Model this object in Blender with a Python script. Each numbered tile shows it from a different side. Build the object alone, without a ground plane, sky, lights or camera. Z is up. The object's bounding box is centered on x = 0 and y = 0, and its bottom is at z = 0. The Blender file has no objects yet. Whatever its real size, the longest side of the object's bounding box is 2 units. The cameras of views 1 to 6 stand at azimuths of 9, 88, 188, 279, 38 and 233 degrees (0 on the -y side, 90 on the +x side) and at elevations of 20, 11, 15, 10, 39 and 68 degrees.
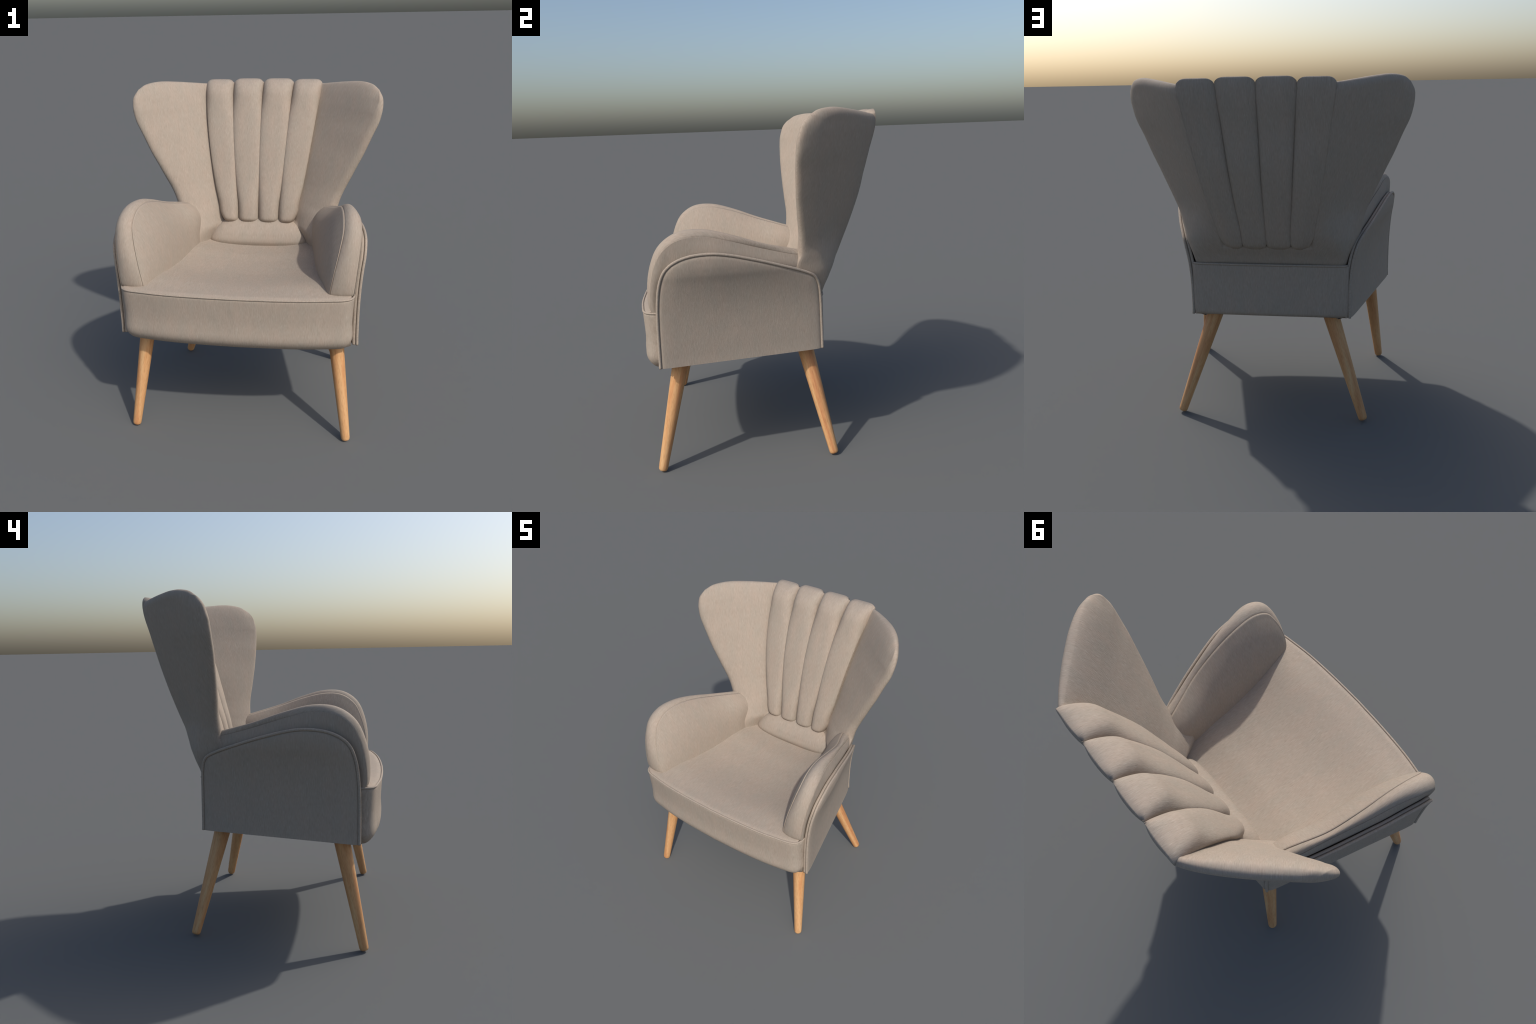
"""Channel-backed wing armchair: linen-look upholstery on four splayed oak legs."""
import bpy, math
import numpy as np
from mathutils import Vector, Matrix

# ------------------------------------------------------------------ helpers
def curve(table):
    """Smooth (monotone-limited cubic) interpolation through (t, value) pairs."""
    t = np.array([p[0] for p in table], float)
    v = np.array([p[1] for p in table], float)
    h = np.diff(t); s = np.diff(v) / h
    m = np.zeros_like(v); m[0], m[-1] = s[0], s[-1]
    for i in range(1, len(v) - 1):
        if s[i-1] * s[i] > 0:
            w1, w2 = 2*h[i] + h[i-1], h[i] + 2*h[i-1]
            m[i] = (w1 + w2) / (w1/s[i-1] + w2/s[i])
    def f(x):
        x = np.clip(np.asarray(x, float), t[0], t[-1])
        i = np.clip(np.searchsorted(t, x, side='right') - 1, 0, len(t) - 2)
        u = (x - t[i]) / h[i]
        return ((1+2*u)*(1-u)**2*v[i] + u*(1-u)**2*h[i]*m[i]
                + u*u*(3-2*u)*v[i+1] + u*u*(u-1)*h[i]*m[i+1])
    return f

def path(points, n, power=0.5):
    """Catmull-Rom style spline through points, resampled to n evenly spaced samples."""
    P = np.array(points, float)
    d = np.r_[0, np.cumsum(np.linalg.norm(np.diff(P, axis=0), axis=1) ** power)]
    T = np.zeros_like(P)
    T[1:-1] = (P[2:] - P[:-2]) / (d[2:] - d[:-2])[:, None]
    T[0] = (P[1]-P[0])/(d[1]-d[0]); T[-1] = (P[-1]-P[-2])/(d[-1]-d[-2])
    def ev(x):
        i = np.clip(np.searchsorted(d, x, side='right') - 1, 0, len(d) - 2)
        h = (d[i+1]-d[i])[:, None]; u = ((x - d[i])[:, None]) / h
        return ((1+2*u)*(1-u)**2*P[i] + u*(1-u)**2*h*T[i]
                + u*u*(3-2*u)*P[i+1] + u*u*(u-1)*h*T[i+1])
    fine = ev(np.linspace(0, d[-1], 1200))
    L = np.r_[0, np.cumsum(np.linalg.norm(np.diff(fine, axis=0), axis=1))]
    q = np.linspace(0, L[-1], n)
    return np.stack([np.interp(q, L, fine[:, k]) for k in range(P.shape[1])], 1)

def smooth(a, b, x):
    u = np.clip((np.asarray(x, float) - a) / (b - a), 0, 1)
    return u*u*(3-2*u)

def roundg(d, r):
    """Quarter-circle rise from 0 at the rim to 1 at distance r inside it."""
    q = np.clip(np.asarray(d, float) / r, 0, 1)
    return np.sqrt(np.clip(1 - (1-q)**2, 0, 1))

def add(name, mesh, parent, mat=None):
    ob = bpy.data.objects.new(name, mesh)
    bpy.context.scene.collection.objects.link(ob)
    ob.parent = parent
    if mat is not None and not mesh.materials:
        mesh.materials.append(mat)
    return ob

def mesh_of(name, verts, faces, flip=False):
    me = bpy.data.meshes.new(name)
    if flip:
        faces = [tuple(reversed(f)) for f in faces]
    me.from_pydata([tuple(map(float, v)) for v in verts], [], faces)
    me.validate()
    me.shade_smooth()
    return me

def fix_normals(me):
    import bmesh
    bm = bmesh.new(); bm.from_mesh(me)
    bmesh.ops.remove_doubles(bm, verts=bm.verts, dist=1e-5)
    bmesh.ops.dissolve_degenerate(bm, edges=bm.edges, dist=1e-6)
    bmesh.ops.recalc_face_normals(bm, faces=bm.faces)
    bm.to_mesh(me); bm.free()
    me.shade_smooth()
    return me

def loft(name, rings, close_ring=True, caps=True):
    """Skin a list of equal-length rings of points."""
    R = np.array(rings, float); n, k = R.shape[:2]
    faces = []
    for i in range(n - 1):
        for j in range(k if close_ring else k - 1):
            a, b = i*k + j, i*k + (j+1) % k
            faces.append((a, b, b + k, a + k))
    if caps:
        faces.append(tuple(range(k-1, -1, -1)))
        faces.append(tuple(range((n-1)*k, n*k)))
    return fix_normals(mesh_of(name, R.reshape(-1, 3), faces))

def tube(name, pts, r, sides=10, taper_ends=True):
    P = np.array(pts, float)
    T = np.gradient(P, axis=0); T /= np.linalg.norm(T, axis=1)[:, None]
    up = np.array([1.0, 0.13, 0.21]); rings = []
    N = up - T[0]*(up@T[0]); N /= np.linalg.norm(N)
    for i in range(len(P)):
        N = N - T[i]*(N@T[i]); N /= np.linalg.norm(N)
        B = np.cross(T[i], N)
        a = np.linspace(0, 2*np.pi, sides, endpoint=False)
        rings.append(P[i] + r*(np.cos(a)[:, None]*N + np.sin(a)[:, None]*B))
    return loft(name, rings)

def mirrored(me, name):
    m2 = me.copy(); m2.name = name
    m2.transform(Matrix.Scale(-1, 4, (1, 0, 0)))
    m2.flip_normals()
    return m2

# ---------------------------------------------------------------- materials
def fabric(name, stretch, turn=0.0):
    """Slubby woven linen; `stretch` is the mapping scale, small along the warp."""
    m = bpy.data.materials.new(name); m.use_nodes = True
    nt = m.node_tree; nd = nt.nodes; ln = nt.links; nd.clear()
    out = nd.new('ShaderNodeOutputMaterial')
    bs = nd.new('ShaderNodeBsdfPrincipled')
    tc = nd.new('ShaderNodeTexCoord')
    mp = nd.new('ShaderNodeMapping'); mp.inputs['Scale'].default_value = stretch
    rotm = nd.new('ShaderNodeMapping'); rotm.inputs['Rotation'].default_value = (0, 0, math.radians(turn))
    ln.new(tc.outputs['Object'], rotm.inputs['Vector'])
    ln.new(rotm.outputs['Vector'], mp.inputs['Vector'])
    slub = nd.new('ShaderNodeTexNoise'); slub.inputs['Scale'].default_value = 1.0
    slub.inputs['Detail'].default_value = 5.0; slub.inputs['Roughness'].default_value = 0.7
    ln.new(mp.outputs['Vector'], slub.inputs['Vector'])
    ramp = nd.new('ShaderNodeValToRGB')
    el = ramp.color_ramp.elements
    el[0].position = 0.30; el[0].color = (0.282, 0.238, 0.195, 1)
    el[1].position = 0.73; el[1].color = (0.475, 0.417, 0.355, 1)
    mid = el.new(0.48); mid.color = (0.343, 0.290, 0.239, 1)
    top = el.new(0.62); top.color = (0.370, 0.315, 0.262, 1)
    ln.new(slub.outputs['Fac'], ramp.inputs['Fac'])
    # faint pink / grey-green dye mottling, drawn out along the warp
    mp3 = nd.new('ShaderNodeMapping'); mp3.inputs['Scale'].default_value = tuple(18 if v > 100 else 7 for v in stretch)
    ln.new(rotm.outputs['Vector'], mp3.inputs['Vector'])
    blot = nd.new('ShaderNodeTexNoise'); blot.inputs['Scale'].default_value = 1.0
    blot.inputs['Detail'].default_value = 5.0; blot.inputs['Roughness'].default_value = 0.65
    ln.new(mp3.outputs['Vector'], blot.inputs['Vector'])
    tint = nd.new('ShaderNodeValToRGB')
    te = tint.color_ramp.elements
    te[0].position = 0.30; te[0].color = (0.945, 0.965, 0.965, 1)
    te[1].position = 0.70; te[1].color = (1.03, 0.99, 0.975, 1)
    ln.new(blot.outputs['Fac'], tint.inputs['Fac'])
    mix = nd.new('ShaderNodeMix'); mix.data_type = 'RGBA'; mix.blend_type = 'MULTIPLY'
    mix.inputs['Factor'].default_value = 1.0
    ln.new(ramp.outputs['Color'], mix.inputs[6]); ln.new(tint.outputs['Color'], mix.inputs[7])
    ln.new(mix.outputs[2], bs.inputs['Base Color'])
    bs.inputs['Roughness'].default_value = 0.85
    bs.inputs['Specular IOR Level'].default_value = 0.2
    bmp = nd.new('ShaderNodeBump'); bmp.inputs['Strength'].default_value = 0.35
    bmp.inputs['Distance'].default_value = 0.004
    ln.new(slub.outputs['Fac'], bmp.inputs['Height'])
    ln.new(bmp.outputs['Normal'], bs.inputs['Normal'])
    ln.new(bs.outputs['BSDF'], out.inputs['Surface'])
    return m

def oak(name):
    m = bpy.data.materials.new(name); m.use_nodes = True
    nt = m.node_tree; nd = nt.nodes; ln = nt.links; nd.clear()
    out = nd.new('ShaderNodeOutputMaterial'); bs = nd.new('ShaderNodeBsdfPrincipled')
    tc = nd.new('ShaderNodeTexCoord'); oi = nd.new('ShaderNodeObjectInfo')
    off = nd.new('ShaderNodeVectorMath'); off.operation = 'SCALE'
    comb = nd.new('ShaderNodeCombineXYZ')
    for k in range(3): ln.new(oi.outputs['Random'], comb.inputs[k])
    ln.new(comb.outputs[0], off.inputs[0]); off.inputs['Scale'].default_value = 7.0
    ad = nd.new('ShaderNodeVectorMath'); ad.operation = 'ADD'
    ln.new(tc.outputs['Object'], ad.inputs[0]); ln.new(off.outputs[0], ad.inputs[1])
    mp = nd.new('ShaderNodeMapping'); mp.inputs['Scale'].default_value = (24, 24, 2.2)
    ln.new(ad.outputs[0], mp.inputs['Vector'])
    grain = nd.new('ShaderNodeTexNoise'); grain.inputs['Scale'].default_value = 1.0
    grain.inputs['Detail'].default_value = 3.0; grain.inputs['Distortion'].default_value = 0.7
    ln.new(mp.outputs['Vector'], grain.inputs['Vector'])
    mp2 = nd.new('ShaderNodeMapping'); mp2.inputs['Scale'].default_value = (300, 300, 28)
    ln.new(ad.outputs[0], mp2.inputs['Vector'])
    pore = nd.new('ShaderNodeTexNoise'); pore.inputs['Scale'].default_value = 1.0
    pore.inputs['Detail'].default_value = 2.0
    ln.new(mp2.outputs['Vector'], pore.inputs['Vector'])
    ramp = nd.new('ShaderNodeValToRGB'); el = ramp.color_ramp.elements
    el[0].position = 0.28; el[0].color = (0.47, 0.205, 0.085, 1)
    el[1].position = 0.72; el[1].color = (0.62, 0.390, 0.195, 1)
    c = el.new(0.50); c.color = (0.57, 0.300, 0.130, 1)
    ln.new(grain.outputs['Fac'], ramp.inputs['Fac'])
    pr = nd.new('ShaderNodeValToRGB'); pe = pr.color_ramp.elements
    pe[0].position = 0.30; pe[0].color = (0.80, 0.76, 0.72, 1)
    pe[1].position = 0.52; pe[1].color = (1, 1, 1, 1)
    ln.new(pore.outputs['Fac'], pr.inputs['Fac'])
    mix = nd.new('ShaderNodeMix'); mix.data_type = 'RGBA'; mix.blend_type = 'MULTIPLY'
    mix.inputs['Factor'].default_value = 1.0
    ln.new(ramp.outputs['Color'], mix.inputs[6]); ln.new(pr.outputs['Color'], mix.inputs[7])
    ln.new(mix.outputs[2], bs.inputs['Base Color'])
    bs.inputs['Roughness'].default_value = 0.55
    bs.inputs['Specular IOR Level'].default_value = 0.35
    ln.new(bs.outputs['BSDF'], out.inputs['Surface'])
    return m

FABRIC = fabric('linen_front', (420, 34, 34))        # warp runs up the back and front to back on the seat
FABRIC_SIDE = fabric('linen_side', (34, 420, 34))    # warp runs up and down the arms and panels
WING_FABRIC = {'wing': fabric('linen_wing', (420, 34, 34), 45), 'wing.001': fabric('linen_wing', (420, 34, 34), -45)}
FABRIC_CORD = fabric('linen_piping', (120, 120, 120))
OAK = oak('oiled_oak')

root = bpy.data.objects.new('armchair', None)
bpy.context.scene.collection.objects.link(root)
root['label'] = 'beige linen wing armchair with channelled back and oak legs'
root['category'] = 'armchair'

# ------------------------------------------------------- backrest key curves
channel_x = curve([(.90, .335), (.94, .33), (1.0, .305), (1.06, .268), (1.15, .270), (1.31, .300),
                   (1.52, .335), (1.75, .370), (1.98, .402), (2.05, .41)])
groove_y = curve([(.90, .33), (1.06, .335), (1.13, .340), (1.32, .361), (1.5, .400),
                  (1.75, .498), (1.9, .595), (1.97, .645), (2.05, .69)])
wing_root_y = curve([(.90, .28), (1.0, .295), (1.06, .325), (1.15, .350), (1.31, .393), (1.52, .446),
                     (1.75, .541), (1.97, .643), (2.05, .68)])
rear_y = curve([(.90, .340), (.925, .350), (.95, .366), (1.0, .388), (1.05, .418), (1.1, .446), (1.245, .503),
                (1.5, .590), (1.75, .655), (1.93, .692), (2.05, .697)])
wing_front_y = curve([(.90, .10), (1.0, .11), (1.1, .16), (1.155, .19), (1.2, .212), (1.3, .218),
                      (1.424, .205), (1.566, .192), (1.7, .188), (1.82, .194), (1.9, .214), (2.05, .27)])
SIDE = [(.468, .925), (.486, 1.0), (.515, 1.08), (.531, 1.155), (.545, 1.23), (.572, 1.305),
        (.628, 1.424), (.660, 1.492), (.698, 1.57), (.747, 1.685), (.781, 1.76), (.797, 1.82),
        (.803, 1.87), (.799, 1.915), (.775, 1.960)]
TOP = [(.775, 1.960), (.735, 1.988), (.665, 1.999), (.575, 1.990), (.48, 1.975), (.40, 1.963),
       (.25, 1.955), (0, 1.955)]
wing_edge_x = curve([(z, x) for x, z in SIDE[:-2]] + [(1.93, .801), (2.05, .801)])

# squareness of the rear-to-wing turn: boxy at the base, open at the top
rear_a = curve([(.90, 8), (1.0, 7), (1.08, 3.5), (1.15, 2.2), (1.25, 1.4), (1.35, 1.2), (2.05, 1.25)])
rear_b = curve([(.90, .5), (1.08, .5), (1.2, .8), (1.3, 1.0), (2.05, 1.0)])

def back_shell():
    ns, nt_ = 181, 121
    side = path(SIDE, 300); top = path(TOP, 240)
    topall = np.r_[top[:0:-1] * [-1, 1], [[0, TOP[-1][1]]], top[::-1][1:]]
    topall = np.r_[(top * [-1, 1]), top[::-1][1:]]
    th = np.linspace(-1, 1, ns); S = .5 + .5*np.sin(th*np.pi/2) * (.75) + .125*th   # denser at rims
    S = (S - S[0]) / (S[-1] - S[0])
    tt = np.linspace(0, 1, nt_); Tt = np.sin(tt*np.pi/2)*.7 + .3*tt
    def samp(P, u):
        k = np.linspace(0, 1, len(P)); return np.stack([np.interp(u, k, P[:, 0]), np.interp(u, k, P[:, 1])], -1)
    # spread the top samples evenly in x so grid lines run up the back
    B = np.stack([(-1 + 2*S)*.468, np.full(ns, .925)], -1)
    TT = samp(topall, S)
    L = samp(side*[-1, 1], Tt); R = samp(side, Tt)
    G = np.zeros((nt_, ns, 2))
    for j in range(nt_):
        t = Tt[j]
        lin = (1-t)*B + t*TT
        rul = (1-S)[:, None]*L[j] + S[:, None]*R[j]
        bil = ((1-S)*(1-t))[:, None]*B[0] + (S*(1-t))[:, None]*B[-1] + ((1-S)*t)[:, None]*TT[0] + (S*t)[:, None]*TT[-1]
        G[j] = lin + rul - bil
    X, Z = G[..., 0], G[..., 1]; A = np.abs(X)
    rim = np.r_[side, top[1:]]
    Q = np.stack([A, Z], -1).reshape(-1, 2)
    def dist(poly):
        d = np.full(len(Q), 9.0)
        for i in range(len(poly) - 1):                        # exact point-to-segment distance
            e = poly[i+1] - poly[i]; w = Q - poly[i]
            u = np.clip((w @ e) / (e @ e), 0, 1)
            d = np.minimum(d, np.hypot(w[:, 0] - u*e[0], w[:, 1] - u*e[1]))
        return d.reshape(X.shape)
    d_rim, d_top = dist(rim), dist(top)
    onrim = np.zeros(X.shape, bool); onrim[:, 0] = onrim[:, -1] = onrim[-1, :] = True
    d_rim[onrim] = 0; d_top[-1, :] = 0
    cx = channel_x(Z); xe = wing_edge_x(Z)
    q = np.clip((A - cx) / (xe - cx), 0, 1)
    p = 1.75 - .5*smooth(1.15, 1.6, Z)
    F = wing_root_y(Z) + (wing_front_y(Z) - wing_root_y(Z)) * (1 - (1-q)**p)
    F += .035*smooth(.0, -.03, A - cx) * smooth(1.04, 1.09, Z)
    ye = wing_front_y(Z) + .075
    Rr = rear_y(Z) + (ye - rear_y(Z)) * (1 - np.clip(1 - q**rear_a(Z), 0, 1)**rear_b(Z))
    Rr -= (.010 + .022*smooth(1.1, 1.25, Z))*smooth(.0, -.018, A - cx) * smooth(1.055, 1.075, Z)
    M = .5*(F + Rr)
    g = np.minimum(roundg(d_rim, .055), roundg(d_top, .15)**.8)
    YF = M - (M - F)*g
    YR = M + (Rr - M)*roundg(d_rim, .05)
    YR[onrim] = YF[onrim]
    Vf = np.stack([X, YF, Z], -1).reshape(-1, 3); Vr = np.stack([X, YR, Z], -1).reshape(-1, 3)
    N = ns*nt_; faces = []
    for j in range(nt_-1):
        for i in range(ns-1):
            a = j*ns + i
            faces.append((a, a+1, a+1+ns, a+ns)); faces.append((N+a, N+a+ns, N+a+1+ns, N+a+1))
    for i in range(ns-1):
        faces.append((i+1, i, N+i, N+i+1))
    return fix_normals(mesh_of('back_shell', np.r_[Vf, Vr], faces))

def split_regions(me, names, region_of):
    """Cut one smooth surface into named meshes that keep the whole body's normals."""
    nv = np.zeros(len(me.vertices)*3); me.vertices.foreach_get('co', nv); co = nv.reshape(-1, 3)
    nn = np.array([v.normal[:] for v in me.vertices])
    out = {n: [] for n in names}
    for p in me.polygons:
        c = p.center
        out[region_of(c)].append(tuple(p.vertices))
    res = {}
    for n in names:
        used = sorted({i for f in out[n] for i in f}); mp = {o: k for k, o in enumerate(used)}
        m = bpy.data.meshes.new(n)
        m.from_pydata([tuple(co[i]) for i in used], [], [tuple(mp[i] for i in f) for f in out[n]])
        m.shade_smooth()
        m.normals_split_custom_set_from_vertices([tuple(nn[i]) for i in used])
        res[n] = m
    return res

shell = back_shell()
regs = split_regions(shell, ['back_shell', 'wing', 'wing.001'],
                     lambda c: ('wing' if c.x > 0 else 'wing.001')
                     if abs(c.x) > float(channel_x(max(c.z, 1.09))) + .004 else 'back_shell')
backrest = bpy.data.objects.new('backrest', None)
bpy.context.scene.collection.objects.link(backrest); backrest.parent = root
for n in ('back_shell', 'wing', 'wing.001'):
    add(n, regs[n], backrest, WING_FABRIC.get(n, FABRIC))
bpy.data.meshes.remove(shell)

# --------------------------------------------------------- channels (flutes)
# how far each roll stands out in front of its grooves
flute = curve([(1.0, .050), (1.1, .048), (1.2, .037), (1.35, .012), (1.5, .002), (1.65, .005), (1.75, .013), (1.88, .050), (1.96, .085), (2.05, .10)])
def channel(k):
    """k = 0..3 from -x to +x: a stuffed roll from the lumbar roll over the top to the rear."""
    lo, hi = (k-2)/2, (k-1)/2
    def edge(f, z):
        s = math.copysign(1, f); a = abs(f)
        tuck_in = .030*float(smooth(1.17, 1.055, z))**1.5    # outer rolls curl inwards at the foot
        return s*(channel_x(z)*(0 if a == 0 else (.515 if a < .9 else 1.0)) - (tuck_in if a > .9 else 0))
    zb, zt = 1.050, (1.995 if k in (1, 2) else 1.990)
    u = np.linspace(0, 1, 90)
    zz = zb + (zt - zb)*(.5 - .5*np.cos(u*np.pi))*.55 + (zt - zb)*u*.45
    th = np.linspace(-np.pi/2, np.pi/2, 41); qs = np.sin(th)
    rings = []
    for z in zz:
        xl, xr = float(edge(lo, z)), float(edge(hi, z))
        xc, w = .5*(xl+xr), .5*(xr-xl) + .0015
        db, dt = z - zb, zt - z
        gb, gt = float(roundg(db, .055)), float(1 - (1 - min(dt/.115, 1))**2.0)**(1/2.0)
        w *= (.55 + .45*float(roundg(db, .05))) * (.93 + .07*float(roundg(dt, .03)))
        yg, yr = float(groove_y(z)), float(rear_y(z))
        b = float(flute(z))
        br = .014 + .014*float(smooth(1.1, 1.6, z))
        front = yg + .016 - (b + .016)*np.clip(1 - np.abs(qs)**2.8, 0, 1)**.55
        side = {0: -1, 3: 1}.get(k, 0)                       # the outer rolls die away into the wings
        fade = smooth(.1, .95, qs*side) if side else np.zeros(len(qs))
        rear = (yr + .004 + (.002 + .014*float(smooth(1.75, 1.5, z)))*(1 - fade)
                - br*(1 - np.clip(1 - np.abs(qs)**(4 - 1.6*float(smooth(1.6, 1.95, z))), 0, 1)**.6)*(1 - .8*fade))
        ym = .25*yg + .75*yr if z > 1.5 else yg + .07
        gr = float(roundg(dt, .05))
        front = ym + (front - ym)*gb*gt
        rear = ym + (rear - ym)*gr - .016*(1 - float(roundg(db - .006, .03)))
        zdrop = -.020*np.abs(qs)**6 * float(smooth(.25, .0, dt))
        fr = np.stack([xc + w*qs, front, z + zdrop], 1)
        rr = np.stack([xc + w*qs, rear, z + zdrop], 1)[::-1]
        rings.append(np.r_[fr, rr])
    return loft('channel', rings)

for k in range(4):
    add('channel', channel(k), backrest, FABRIC)

# --------------------------------------------------------------- lumbar roll
def lumbar():
    half = curve([(.88, .335), (.94, .336), (.98, .322), (1.036, .284), (1.07, .245), (1.10, .20)])
    face = curve([(.88, .272), (.92, .246), (.955, .234), (1.0, .246), (1.04, .270), (1.08, .312), (1.10, .345)])
    th = np.linspace(-np.pi/2, np.pi/2, 61); qs = np.sin(th); rings = []
    for z in np.linspace(.88, 1.098, 40):
        w = float(half(z)); y0 = float(face(z)); back = .335
        side = float(wing_root_y(z)) + .01
        fr = np.stack([w*qs, side - max(side - y0, 0.004)*np.clip(1 - np.abs(qs)**5, 0, 1)**.5 if side > y0
                       else np.full(len(qs), y0), np.full(len(qs), z) + .012*np.abs(qs)**3*float(smooth(1.03, .93, z))], 1)
        rr = np.stack([w*qs*.9, np.full(len(qs), back), np.full(len(qs), z)], 1)[::-1]
        rings.append(np.r_[fr, rr])
    return loft('lumbar_roll', rings)
add('lumbar_roll', lumbar(), backrest, FABRIC)

# ---------------------------------------------------------- seat and rails
FRONT_PLAN = [(0, -.696), (.2, -.691), (.4, -.678), (.55, -.656), (.62, -.641), (.658, -.615),
              (.672, -.572), (.672, -.50)]
half_plan = path(FRONT_PLAN, 60)
front_plan = np.r_[(half_plan*[-1, 1])[::-1], half_plan[1:]]
def inset(plan, d):
    T = np.gradient(plan, axis=0); T /= np.linalg.norm(T, axis=1)[:, None]
    return plan + d*np.stack([-T[:, 1], T[:, 0]], 1)

def front_rail():
    prof = [(.930, .020), (.936, .010), (.934, .004), (.928, .001), (.90, .002), (.85, .005), (.78, .008),
            (.73, .006), (.70, .004), (.675, .006), (.655, .014), (.636, .028), (.620, .046), (.611, .075),
            (.612, .11), (.90, .11)]
    pr = path([(z, o) for z, o in prof], 70)
    rings = []
    for z, o in pr:
        p = inset(front_plan, o)
        rings.append(np.c_[p, np.full(len(p), z)])
    return loft('front_rail', np.array(rings).transpose(1, 0, 2))
add('front_rail', front_rail(), root, FABRIC)

def front_seat_edge(x):
    o = np.argsort(front_plan[:, 0]); return np.interp(x, front_plan[o, 0], front_plan[o, 1])

seat_half = curve([(-.70, .665), (-.55, .662), (.30, .46), (.36, .44)])
def seat():
    ns, nt_ = 81, 81
    s = np.sin(np.linspace(-1, 1, ns)*np.pi/2); t = np.linspace(0, 1, nt_)**1.6
    top = np.zeros((nt_, ns, 3))
    for j in range(nt_):
        yy0 = .34
        w = .655
        x0 = s*w
        yf = front_seat_edge(x0) + .006
        y = yf + (yy0 - yf)*t[j]
        x = np.clip(x0*(seat_half(y)/.662), -.655, .655)
        d = y - yf
        z = .932 + .014*roundg(d, .035) - .028*(smooth(.12, .5, d)*smooth(1.0, .62, d))*(1 - np.abs(s)**2.5) + (.044*np.abs(s)**2*smooth(.0, .25, d) + .002*np.exp(-((d - .13)/.08)**2)*(1 - .6*smooth(.65, .9, d))) - .018*smooth(.72, .92, d)
        top[j] = np.stack([x, y, z], 1)
    V = top.reshape(-1, 3); low = V*[.97, 1, 1]; low[:, 1] = np.where(low[:, 1] < -.4, low[:, 1] + .04, low[:, 1]); low[:, 2] = .86
    N = len(V); faces = []
    for j in range(nt_-1):
        for i in range(ns-1):
            a = j*ns+i
            faces += [(a, a+1, a+1+ns, a+ns), (N+a, N+a+ns, N+a+1+ns, N+a+1)]
    border = [i for i in range(ns)] + [j*ns+ns-1 for j in range(1, nt_)] + \
             [(nt_-1)*ns+i for i in range(ns-2, -1, -1)] + [j*ns for j in range(nt_-2, 0, -1)]
    for a, b in zip(border, border[1:]+border[:1]):
        faces.append((a, b, N+b, N+a))
    return fix_normals(mesh_of('seat', np.r_[V, low], faces))
add('seat', seat(), root, FABRIC)

pp = inset(front_plan, .003)
add('seat_piping', tube('seat_piping', np.c_[pp, np.full(len(pp), .937)], .0065), root, FABRIC_CORD)

def back_rail():
    plan = path([(-.463, .26), (-.464, .335), (-.457, .363), (-.43, .369), (-.25, .375), (0, .377), (.25, .375),
                 (.43, .369), (.457, .363), (.464, .335), (.463, .26)], 90)
    prof = path([(.944, .022), (.947, .010), (.943, .003), (.93, .001), (.85, .001), (.75, .0), (.66, .001),
                 (.640, .004), (.630, .014), (.625, .03), (.625, .08), (.90, .08)], 50)
    rings = []
    for z, o in prof:
        p = inset(plan, -o); rings.append(np.c_[p, np.full(len(p), z)])
    return loft('back_rail', np.array(rings).transpose(1, 0, 2))
add('back_rail', back_rail(), root, FABRIC)
bp = path([(-.452, .358), (-.43, .367), (-.25, .374), (0, .376), (.25, .374), (.43, .367), (.452, .358)], 60)
add('back_piping', tube('back_piping', np.c_[bp, np.full(len(bp), .945)], .006), root, FABRIC_CORD)

def underside():
    p = [(-.66, -.56), (-.60, -.60), (-.3, -.63), (0, -.64), (.3, -.63), (.60, -.60), (.66, -.56), (.445, .34), (-.445, .34)]
    rings = [[(x, y, z) for x, y in p] for z in (.622, .70)]
    return loft('underside_cover', rings)
add('underside_cover', underside(), root, FABRIC)

# ------------------------------------------------------------- side panels
flare = curve([(.60, -.004), (.70, -.008), (.80, -.007), (.88, -.003), (.94, .003), (1.0, .013), (1.06, .027), (1.1, .039), (1.15, .057),
               (1.2, .068), (1.27, .075), (1.4, .08)])
flare_front = curve([(-.60, .45), (-.56, .5), (-.5, .6), (-.44, .75), (-.34, .88), (-.2, 1.0), (.4, 1.0)])
def panel_x(y, z):
    base = .700 + (y + .565)*(.473 - .700)/(.357 + .565)
    return base + flare(z)*flare_front(y)
RIM = [(-.564, .630), (-.564, .73), (-.563, .865), (-.557, .99), (-.540, 1.1), (-.506, 1.180), (-.442, 1.232),
       (-.344, 1.260), (-.21, 1.259), (-.02, 1.212), (.176, 1.147), (.265, 1.112), (.318, 1.082), (.343, 1.040),
       (.354, .98), (.360, .86), (.364, .630)]

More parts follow.
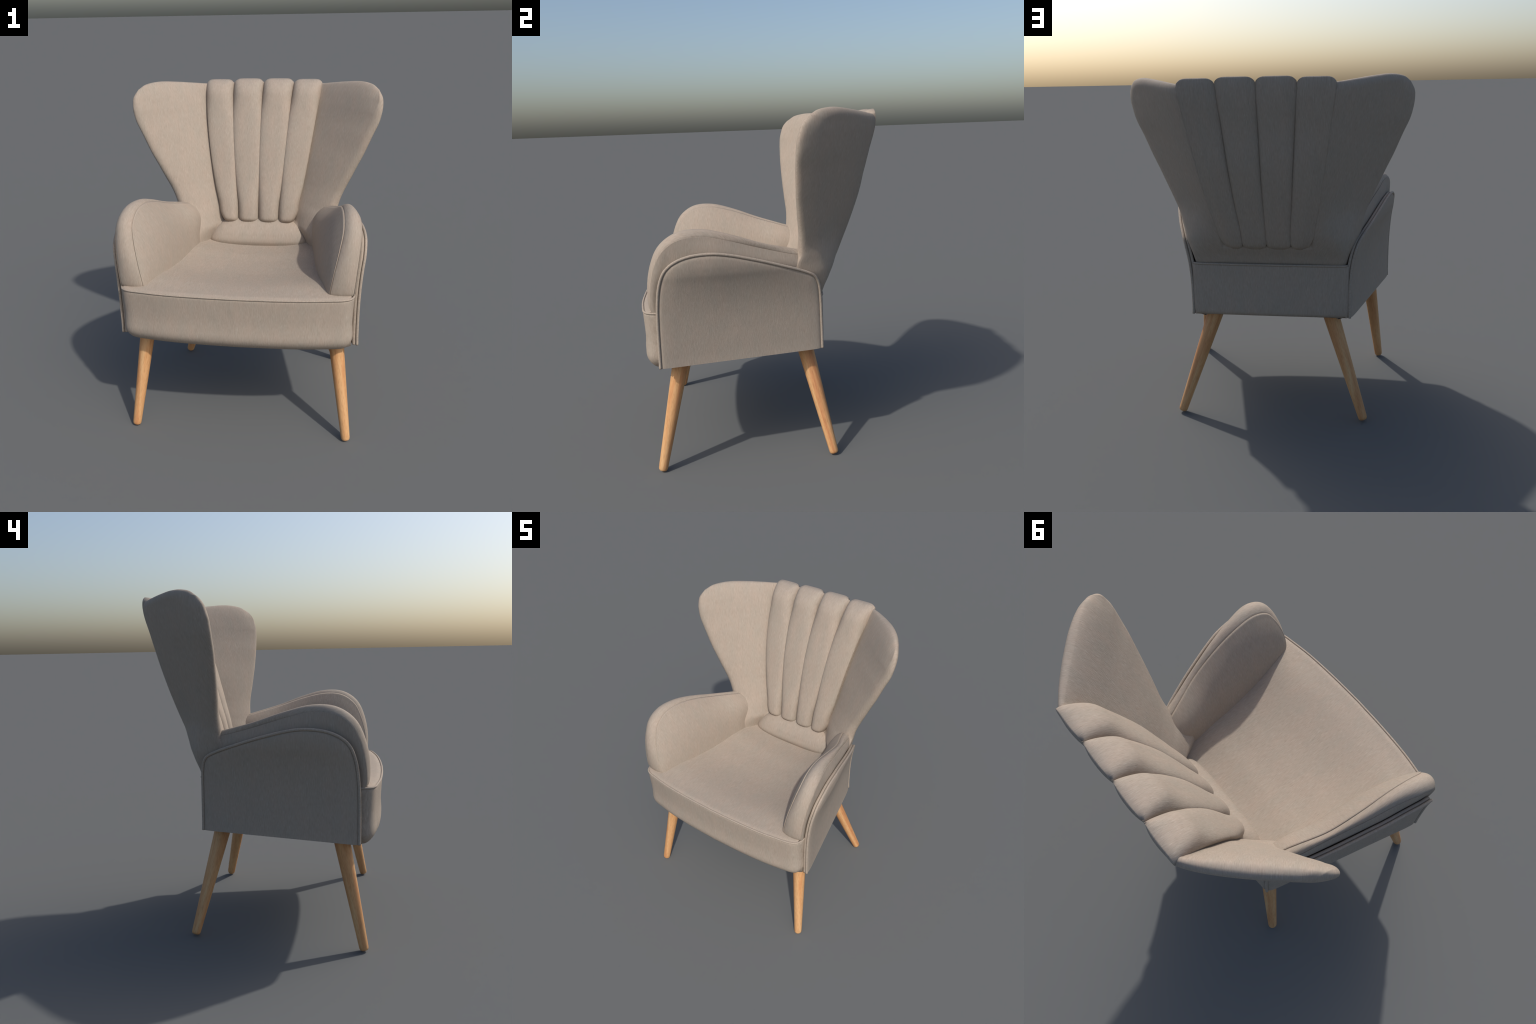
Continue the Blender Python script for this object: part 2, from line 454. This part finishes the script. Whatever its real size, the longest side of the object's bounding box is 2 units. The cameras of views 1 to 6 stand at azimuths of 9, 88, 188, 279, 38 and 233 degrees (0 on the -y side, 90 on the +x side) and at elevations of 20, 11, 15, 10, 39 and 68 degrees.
def side_panel():
    rim = path(RIM, 240, 1.0)
    T = np.gradient(rim, axis=0); T /= np.linalg.norm(T, axis=1)[:, None]
    nrm = np.stack([T[:, 1], -T[:, 0]], 1)          # towards the inside of the outline
    cen = np.array([-.11, .86])
    # closed outline: rim plus bottom edge
    bottom = np.stack([np.linspace(.3505, -.5505, 80)[1:-1], np.full(78, .630)], 1)
    base = np.r_[rim + nrm*.0135, bottom]
    rings = []
    def insetloop(P, d):
        c = P - cen
        return cen + c*(1 - d/np.maximum(np.linalg.norm(c, axis=1), .05))[:, None]
    loopd = np.r_[base, base[:1]]
    edge = base[:240]
    edge = np.r_[[edge[0] - [0, .2]], edge, [edge[-1] - [0, .2]]]
    seg = np.stack([np.interp(np.linspace(0, len(edge)-1, 1500), np.arange(len(edge)), edge[:, k]) for k in (0, 1)], 1)
    swell = curve([(0, .0), (.002, .0022), (.005, .0035), (.012, .006), (.03, .008), (.08, .010), (.5, .011)])
    rings.append(np.c_[panel_x(base[:, 0], base[:, 1]) - .012, base])
    for s in np.r_[1.0, 1 - np.geomspace(.003, .1, 12), np.linspace(.88, 0, 40)]:
        P = cen + (base - cen)*s
        dd = np.min(np.hypot(P[:, None, 0] - seg[None, :, 0], P[:, None, 1] - seg[None, :, 1]), axis=1) if s < 1 else np.zeros(len(P))
        dd = np.maximum(dd - (.0015 if s < 1 else 0), 0)
        rings.append(np.c_[panel_x(P[:, 0], P[:, 1]) + swell(dd), P])
    me = loft('side_panel', rings, caps=False)
    cord = rim + nrm*.006
    cpts = np.c_[panel_x(cord[:, 0], cord[:, 1]) - .001, cord]
    lin = np.r_[rim + nrm*.002, bottom]
    lr = []
    for d, off in [(.04, -.028), (.004, -.028), (.0, -.024), (.0, -.016), (.003, -.011), (.03, -.011)]:
        P = insetloop(lin, d)
        lr.append(np.c_[panel_x(P[:, 0], P[:, 1]) + off, P])
    lining = loft('panel_lining', [np.r_[[np.r_[panel_x(cen[0], cen[1]) - .028, cen]]*len(lin)]] + lr, caps=False)
    return me, tube('panel_piping', cpts, .0083, 12), lining

sp, cord, lining = side_panel()
for flipped in (False, True):
    pick = (lambda m: mirrored(m, m.name)) if flipped else (lambda m: m)
    ob = add('side_panel', pick(sp), root, FABRIC_SIDE)
    add('panel_piping', pick(cord), ob, FABRIC_CORD)
    add('panel_lining', pick(lining), ob, FABRIC_SIDE)

# ---------------------------------------------------------------- armrests
CI = [(.545, -.570, .925), (.536, -.598, .958), (.559, -.594, 1.084), (.588, -.558, 1.215), (.603, -.510, 1.300),
      (.600, -.420, 1.358), (.589, -.30, 1.367), (.575, -.15, 1.334), (.545, .02, 1.278), (.490, .17, 1.237), (.466, .24, 1.217), (.450, .34, 1.185)]
CO = [(.664, -.565, .925), (.669, -.595, .966), (.683, -.585, 1.094), (.694, -.554, 1.208), (.700, -.500, 1.294),
      (.688, -.412, 1.345), (.657, -.29, 1.350), (.626, -.16, 1.318), (.572, .02, 1.260), (.533, .17, 1.216), (.512, .24, 1.200), (.480, .34, 1.175)]
CS = [(.53, -.55, .91), (.522, -.56, .925), (.505, -.52, .92), (.487, -.47, .92), (.468, -.40, .92), (.450, -.32, .92),
      (.432, -.22, .92), (.412, -.10, .92), (.397, .03, .92), (.385, .12, .92), (.380, .17, .92), (.375, .27, .92)]
CB_Y = [-.55, -.565, -.54, -.49, -.43, -.36, -.25, -.13, .02, .17, .24, .32]
CROWN = [.002, .012, .020, .024, .026, .025, .023, .020, .017, .015, .014, .012]
BULGE = [.002, .006, .014, .022, .030, .036, .042, .047, .052, .054, .052, .050]

def armrest():
    n = 120
    par = np.linspace(0, 1, len(CI))
    def res(P):
        P = np.array(P, float)
        if P.ndim == 1: P = P[:, None]
        # uniform spline in the section index so that all rails stay in step
        k = len(P); u = np.linspace(0, k-1, n); i = np.clip(u.astype(int), 0, k-2); f = (u-i)[:, None]
        T = np.zeros_like(P); T[1:-1] = (P[2:]-P[:-2])/2; T[0] = P[1]-P[0]; T[-1] = P[-1]-P[-2]
        return ((1+2*f)*(1-f)**2*P[i] + f*(1-f)**2*T[i] + f*f*(3-2*f)*P[i+1] + f*f*(f-1)*T[i+1])
    ci, co, cs = res(CI), res(CO), res(CS)
    by = res(CB_Y)[:, 0]; cb = np.stack([panel_x(by, np.full(n, .92)) - .038, by, np.full(n, .92)], 1)
    crown, bulge = res(CROWN)[:, 0], res(BULGE)[:, 0]
    mid = .5*(ci + co)
    T = np.gradient(mid, axis=0); T /= np.linalg.norm(T, axis=1)[:, None]
    inner, box, outer = [], [], []
    tuck = .006                                               # seam depth
    for k in range(n):
        W = co[k] - ci[k]
        up = np.cross(W, T[k]); up /= np.linalg.norm(up)
        if up @ (mid[k] - np.array([.58, -.15, .95])) < 0: up = -up
        # inner face, seat line -> inner seam
        D = ci[k] - cs[k]
        fn = np.cross(D, T[k]); fn /= max(np.linalg.norm(fn), 1e-6)
        if fn[0] > 0: fn = -fn
        a = []
        for s in np.r_[(np.linspace(0, 1, 28)**.8)[:-1], .993]:
            hump = math.sin(math.pi*s**(.95 + .85*(k/n)**2))**.8
            a.append(cs[k] + D*s + fn*(bulge[k]*hump + (.0015 if s > .95 else 0)))
        a.append(ci[k] - up*tuck)
        inner.append(a)
        # boxing strip with crown
        b = [ci[k] - up*tuck]
        for s in np.linspace(0, 1, 22):
            b.append(ci[k] + W*(.02 + .96*s) + up*(crown[k]*(1 - abs(2*s-1)**2.2)))
        b.append(co[k] - up*tuck)
        box.append(b)
        # outer face down behind the side panel
        c = [co[k] - up*tuck]
        for s in np.r_[.012, (np.linspace(0, 1, 26)**1.3)[1:]]:
            z = co[k][2] + (.92 - co[k][2])*s; y = co[k][1] + (by[k] - co[k][1])*s
            xt = float(panel_x(y, z)) - .032
            c.append((co[k][0] + (xt - co[k][0])*float(smooth(-.02, .10, co[k][2] - z)), y, z))
        outer.append(c)
    return [loft(nm, r, close_ring=False, caps=False) for nm, r in
            (('arm_inner_panel', inner), ('arm_boxing', box), ('arm_outer_panel', outer))]

def orient(me, toward):
    """Make an open strip face `toward` (a rough outward direction)."""
    acc = Vector((0, 0, 0))
    for p in me.polygons: acc += p.normal*p.area
    if acc.dot(Vector(toward)) < 0: me.flip_normals()
    return me

strips = armrest()
for me, out_dir in zip(strips, ((-1, 0, 0), (0, -1, 1), (1, 0, 0))):
    orient(me, out_dir)
for flipped in (False, True):
    holder = bpy.data.objects.new('armrest', None)
    bpy.context.scene.collection.objects.link(holder); holder.parent = root
    for me in strips:
        m2 = mirrored(me, me.name) if flipped else me
        add(me.name.split('.')[0], m2, holder, FABRIC if 'boxing' in me.name else FABRIC_SIDE)

# -------------------------------------------------------------------- legs
def leg_mesh(length, r0, r1):
    prof = [(0.0005, .0), (r0*.55, .0), (r0*.80, .003), (r0*.95, .010), (r0, .020)]
    prof += [(r0 + (r1 - r0)*t, .02 + (length - .02)*t) for t in np.linspace(.05, 1, 24)]
    a = np.linspace(0, 2*np.pi, 40, endpoint=False)
    rings = [np.c_[r*np.cos(a), r*np.sin(a), np.full(40, z)] for r, z in prof]
    return loft('leg', rings)
LEGS = [((.650, -.591, .006), (.573, -.465, .60), .0265, .047), ((.555, .406, .008), (.357, .266, .60), .0265, .050)]
for foot, knee, r0, r1 in LEGS:
    f, kn = Vector(foot), Vector(knee)
    d = (kn - f).normalized(); L = (kn - f).length + .06
    me = leg_mesh(L, r0, r1); me.materials.append(OAK)
    for sx in (1, -1):
        dd = Vector((d.x*sx, d.y, d.z))
        ob = add('leg', me, root)
        rot = dd.to_track_quat('Z', 'Y')
        low = r0*.75*math.sqrt(max(0, 1 - dd.z**2))
        ob.matrix_world = Matrix.Translation(Vector((f.x*sx, f.y, low))) @ rot.to_matrix().to_4x4()
